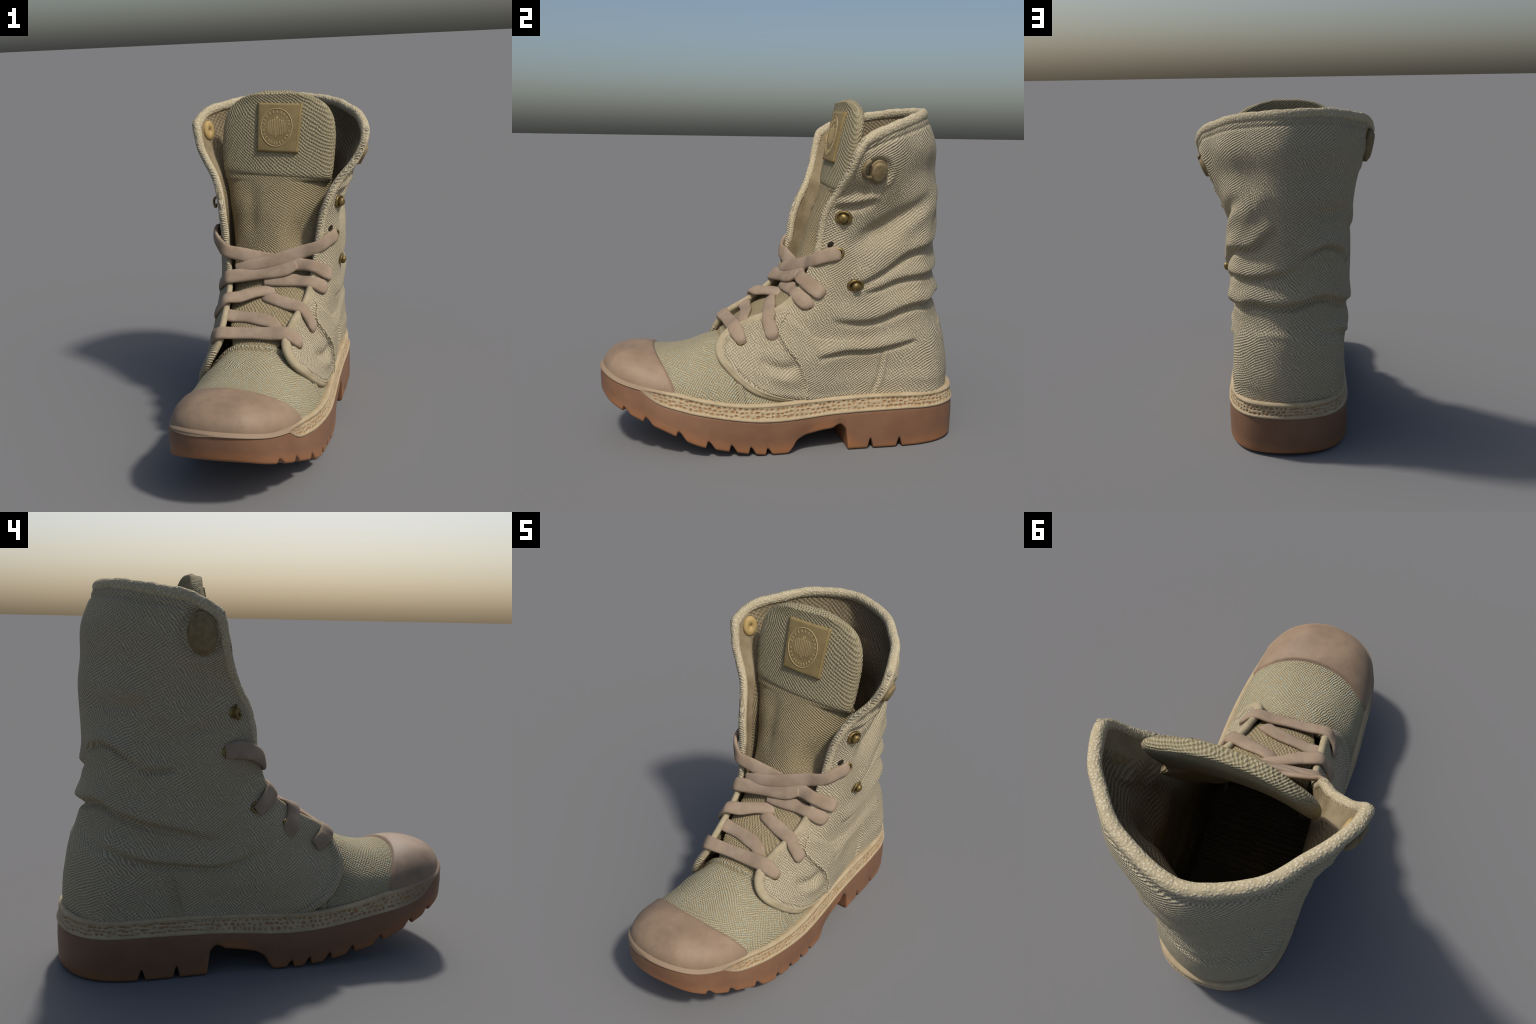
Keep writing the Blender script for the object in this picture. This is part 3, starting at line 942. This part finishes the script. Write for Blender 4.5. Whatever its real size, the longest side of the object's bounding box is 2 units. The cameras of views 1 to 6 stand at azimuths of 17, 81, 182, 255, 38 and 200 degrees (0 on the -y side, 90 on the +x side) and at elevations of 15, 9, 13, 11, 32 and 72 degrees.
strips("hook_prong", [[c0 + sz_ * .030 + sx_ * .006, c0 + sz_ * .024 + n0 * .016, c0 - sz_ * .004 + n0 * .024 - sx_ * .006, c0 - sz_ * .026 + n0 * .020 + sx_ * .006,
                       c0 - sz_ * .024 + n0 * .016 + sx_ * .020, c0 - sz_ * .006 + n0 * .012 + sx_ * .028]], .0075, BRASS, hook)
c0, n0 = on_leg((.478, .402, 1.493))
lathe("button", c0, n0, [(.058, -.02), (.058, .004), (.054, .008), (.050, .006), (.048, .016), (.042, .023), (.034, .022), (.020, .026), (.004, .026)], BUTTON, (.85, 1.12), .2)
loop_ = []
for q_ in [(.498, .345, 1.56), (.505, .325, 1.535), (.497, .325, 1.50), (.485, .345, 1.475), (.475, .375, 1.465)]:
    a_, b_ = on_leg(q_)
    loop_.append(a_ + b_ * .008)
strips("button_loop", [loop_], .011, BUTTON, None)
c0, n0 = on_leg((-.474, .375, 1.612))
lathe("button", c0, n0, [(.082, -.02), (.082, .004), (.077, .009), (.071, .006), (.068, .013), (.060, .019), (.050, .018), (.047, .020), (.030, .019), (.026, .021), (.004, .021)], BUTTON, (.82, 1.15), .1)
c0, n0 = on_leg((-.465, .39, 1.650))
lathe("button_back", c0 - n0 * THICK, -n0, [(.052, -.02), (.052, .012), (.047, .020), (.030, .022), (.012, .019), (.010, .012)], BUTTON_BACK, (.85, 1.1))
c0, n0 = on_leg((.478, .402, 1.50))
lathe("button_back", c0 - n0 * THICK, -n0, [(.06, -.02), (.06, .010), (.05, .016), (.02, .017)], BUTTON, (.8, 1.2))

# ------------------------------------------------------------------ laces


TONGUE_FRONT = TGd + tn * .014


def lift_off(p_, thick, open_end):
    """Push the run of a lace out of the leather it lies on, leaving the tucked-in ends."""
    m_ = len(p_)
    free = np.ones(m_)
    if open_end[0]:
        free *= smooth(np.arange(m_), 1, 5)
    if open_end[1]:
        free *= smooth(m_ - 1 - np.arange(m_), 1, 5)
    push = np.zeros((m_, 3))
    for surf, nr_ in ((LEG, LN), (TONGUE_FRONT, tn)):
        sv, sn = surf[::2, ::2].reshape(-1, 3), nr_[::2, ::2].reshape(-1, 3)
        for k_ in range(m_):
            d_ = np.linalg.norm(sv - p_[k_], axis=1)
            j_ = int(np.argmin(d_))
            if d_[j_] < .07:
                gap = (p_[k_] - sv[j_]) @ sn[j_]
                need = min(thick * .5 - gap, .03)
                if need > 0 and need * free[k_] > np.linalg.norm(push[k_]):
                    push[k_] = sn[j_] * need * free[k_]
    for _ in range(8):
        push[1:-1] = np.maximum(0, 1) * (push[:-2] + 2 * push[1:-1] + push[2:]) / 4
    return p_ + push, np.abs(push).max()


def lace(points, normals, width=.038, thick=.0135, name="lace", tucked=(True, True)):
    p_ = along(points, 60)
    for _ in range(1):
        p_, _moved = lift_off(p_, thick, tucked)
    keys_ = np.linspace(0, 1, len(points))
    n_ = unit(np.stack([np.interp(np.linspace(0, 1, 60), keys_, np.array(normals, float)[:, c_]) for c_ in range(3)], 1))
    t_ = unit(np.gradient(p_, axis=0))
    n_ = unit(n_ - t_ * np.sum(n_ * t_, 1, keepdims=True))
    s_ = np.cross(n_, t_)
    k_ = np.linspace(0, 1, 60)
    w_ = width * (1 + .07 * np.sin(k_ * 11 + len(bpy.data.objects)))
    w_ = w_ * (.66 + .34 * smooth(1 - k_, 0, .14)) * (.9 + .1 * smooth(k_, 0, .1))
    v_, f_ = sweep(p_, s_, n_, w_, thick, 16, 2.5)
    return recalc(make(name, v_, f_, LACE))


FRONT = (0, -.8, .6)
LACES = [
    # G: lowest bar
    ([(-.262, -.235, .585), (-.245, -.285, .620), (-.19, -.305, .643), (-.06, -.302, .655), (.06, -.292, .656), (.14, -.28, .648), (.195, -.268, .626), (.226, -.252, .590), (.215, -.24, .565)],
     [(-.9, -.2, .1), (-.8, -.4, .4), (-.2, -.6, .8), (0, -.6, .8), (0, -.6, .8), (.2, -.6, .8), (.5, -.5, .7), (.8, -.4, .5), (.9, -.3, .2)]),
    # H: strip lying low on the tongue
    ([(-.21, -.17, .690), (-.13, -.185, .700), (-.03, -.195, .695), (.06, -.205, .668), (.12, -.23, .630)], [(-.2, -.5, .8), (0, -.55, .8), (0, -.55, .8), (.1, -.55, .8), (.3, -.5, .8)]),
    # E: left, rising to the middle
    ([(-.285, -.07, .660), (-.275, -.105, .705), (-.235, -.125, .752), (-.15, -.105, .786), (-.05, -.05, .806), (.03, -.01, .803)],
     [(-.9, -.1, .2), (-.85, -.3, .4), (-.5, -.5, .7), (-.1, -.6, .8), (0, -.6, .8), (0, -.5, .8)]),
    # F: right, from the middle down to the second eyelet
    ([(-.03, -.03, .770), (.03, -.06, .762), (.12, -.085, .752), (.195, -.095, .722), (.240, -.10, .675), (.266, -.092, .628), (.258, -.085, .60)],
     [(0, -.6, .8), (0, -.6, .8), (.1, -.6, .8), (.5, -.5, .7), (.8, -.4, .4), (.9, -.3, .2), (.9, -.2, .1)]),
    # C: long bar from the medial edge to the middle
    ([(-.31, .08, .785), (-.292, .035, .822), (-.255, .002, .855), (-.18, -.005, .878), (-.06, .01, .893), (.06, .03, .910), (.15, .06, .935)],
     [(-.9, -.2, .2), (-.8, -.4, .3), (-.5, -.7, .4), (-.1, -.8, .5), (0, -.8, .5), (0, -.8, .5), (0, -.8, .5)]),
    # D: lower lateral end
    ([(-.03, .01, .855), (.04, .02, .858), (.13, .035, .853), (.21, .05, .842), (.265, .072, .815), (.292, .098, .790), (.28, .11, .765)],
     [(0, -.8, .6), (0, -.8, .6), (.1, -.8, .6), (.4, -.7, .6), (.7, -.6, .4), (.9, -.3, .2), (.9, -.2, .1)]),
    # C2: upper lateral end
    ([(.06, .05, .935), (.14, .068, .940), (.212, .072, .930), (.262, .098, .905), (.292, .135, .876), (.304, .160, .856), (.285, .18, .835)],
     [(0, -.8, .5), (.1, -.8, .5), (.4, -.7, .5), (.7, -.6, .4), (.85, -.4, .3), (.9, -.3, .3), (.9, -.2, .1)]),
    # B: from the outer medial side over the edge to the middle
    ([(-.350, .245, 1.085), (-.355, .19, 1.090), (-.342, .12, 1.078), (-.30, .065, 1.045), (-.20, .050, 1.00), (-.10, .060, .975), (0, .085, .955), (.1, .10, .94)],
     [(-1, 0, .1), (-1, -.1, .1), (-.85, -.5, .1), (-.4, -.8, .3), (-.1, -.9, .4), (0, -.9, .4), (0, -.9, .4), (0, -.9, .4)]),
    # A: from the lateral top eyelet down across to the medial side
    ([(.322, .27, 1.08), (.334, .235, 1.075), (.30, .175, 1.055), (.22, .13, 1.020), (.12, .085, .985), (.0, .045, .955), (-.12, .025, .93), (-.2, .03, .915)],
     [(1, 0, .1), (.95, -.3, .1), (.7, -.7, .2), (.3, -.9, .3), (.1, -.9, .4), (0, -.9, .4), (0, -.9, .4), (0, -.9, .4)]),
]
for pts_, nr_ in LACES:
    lace(pts_, nr_)
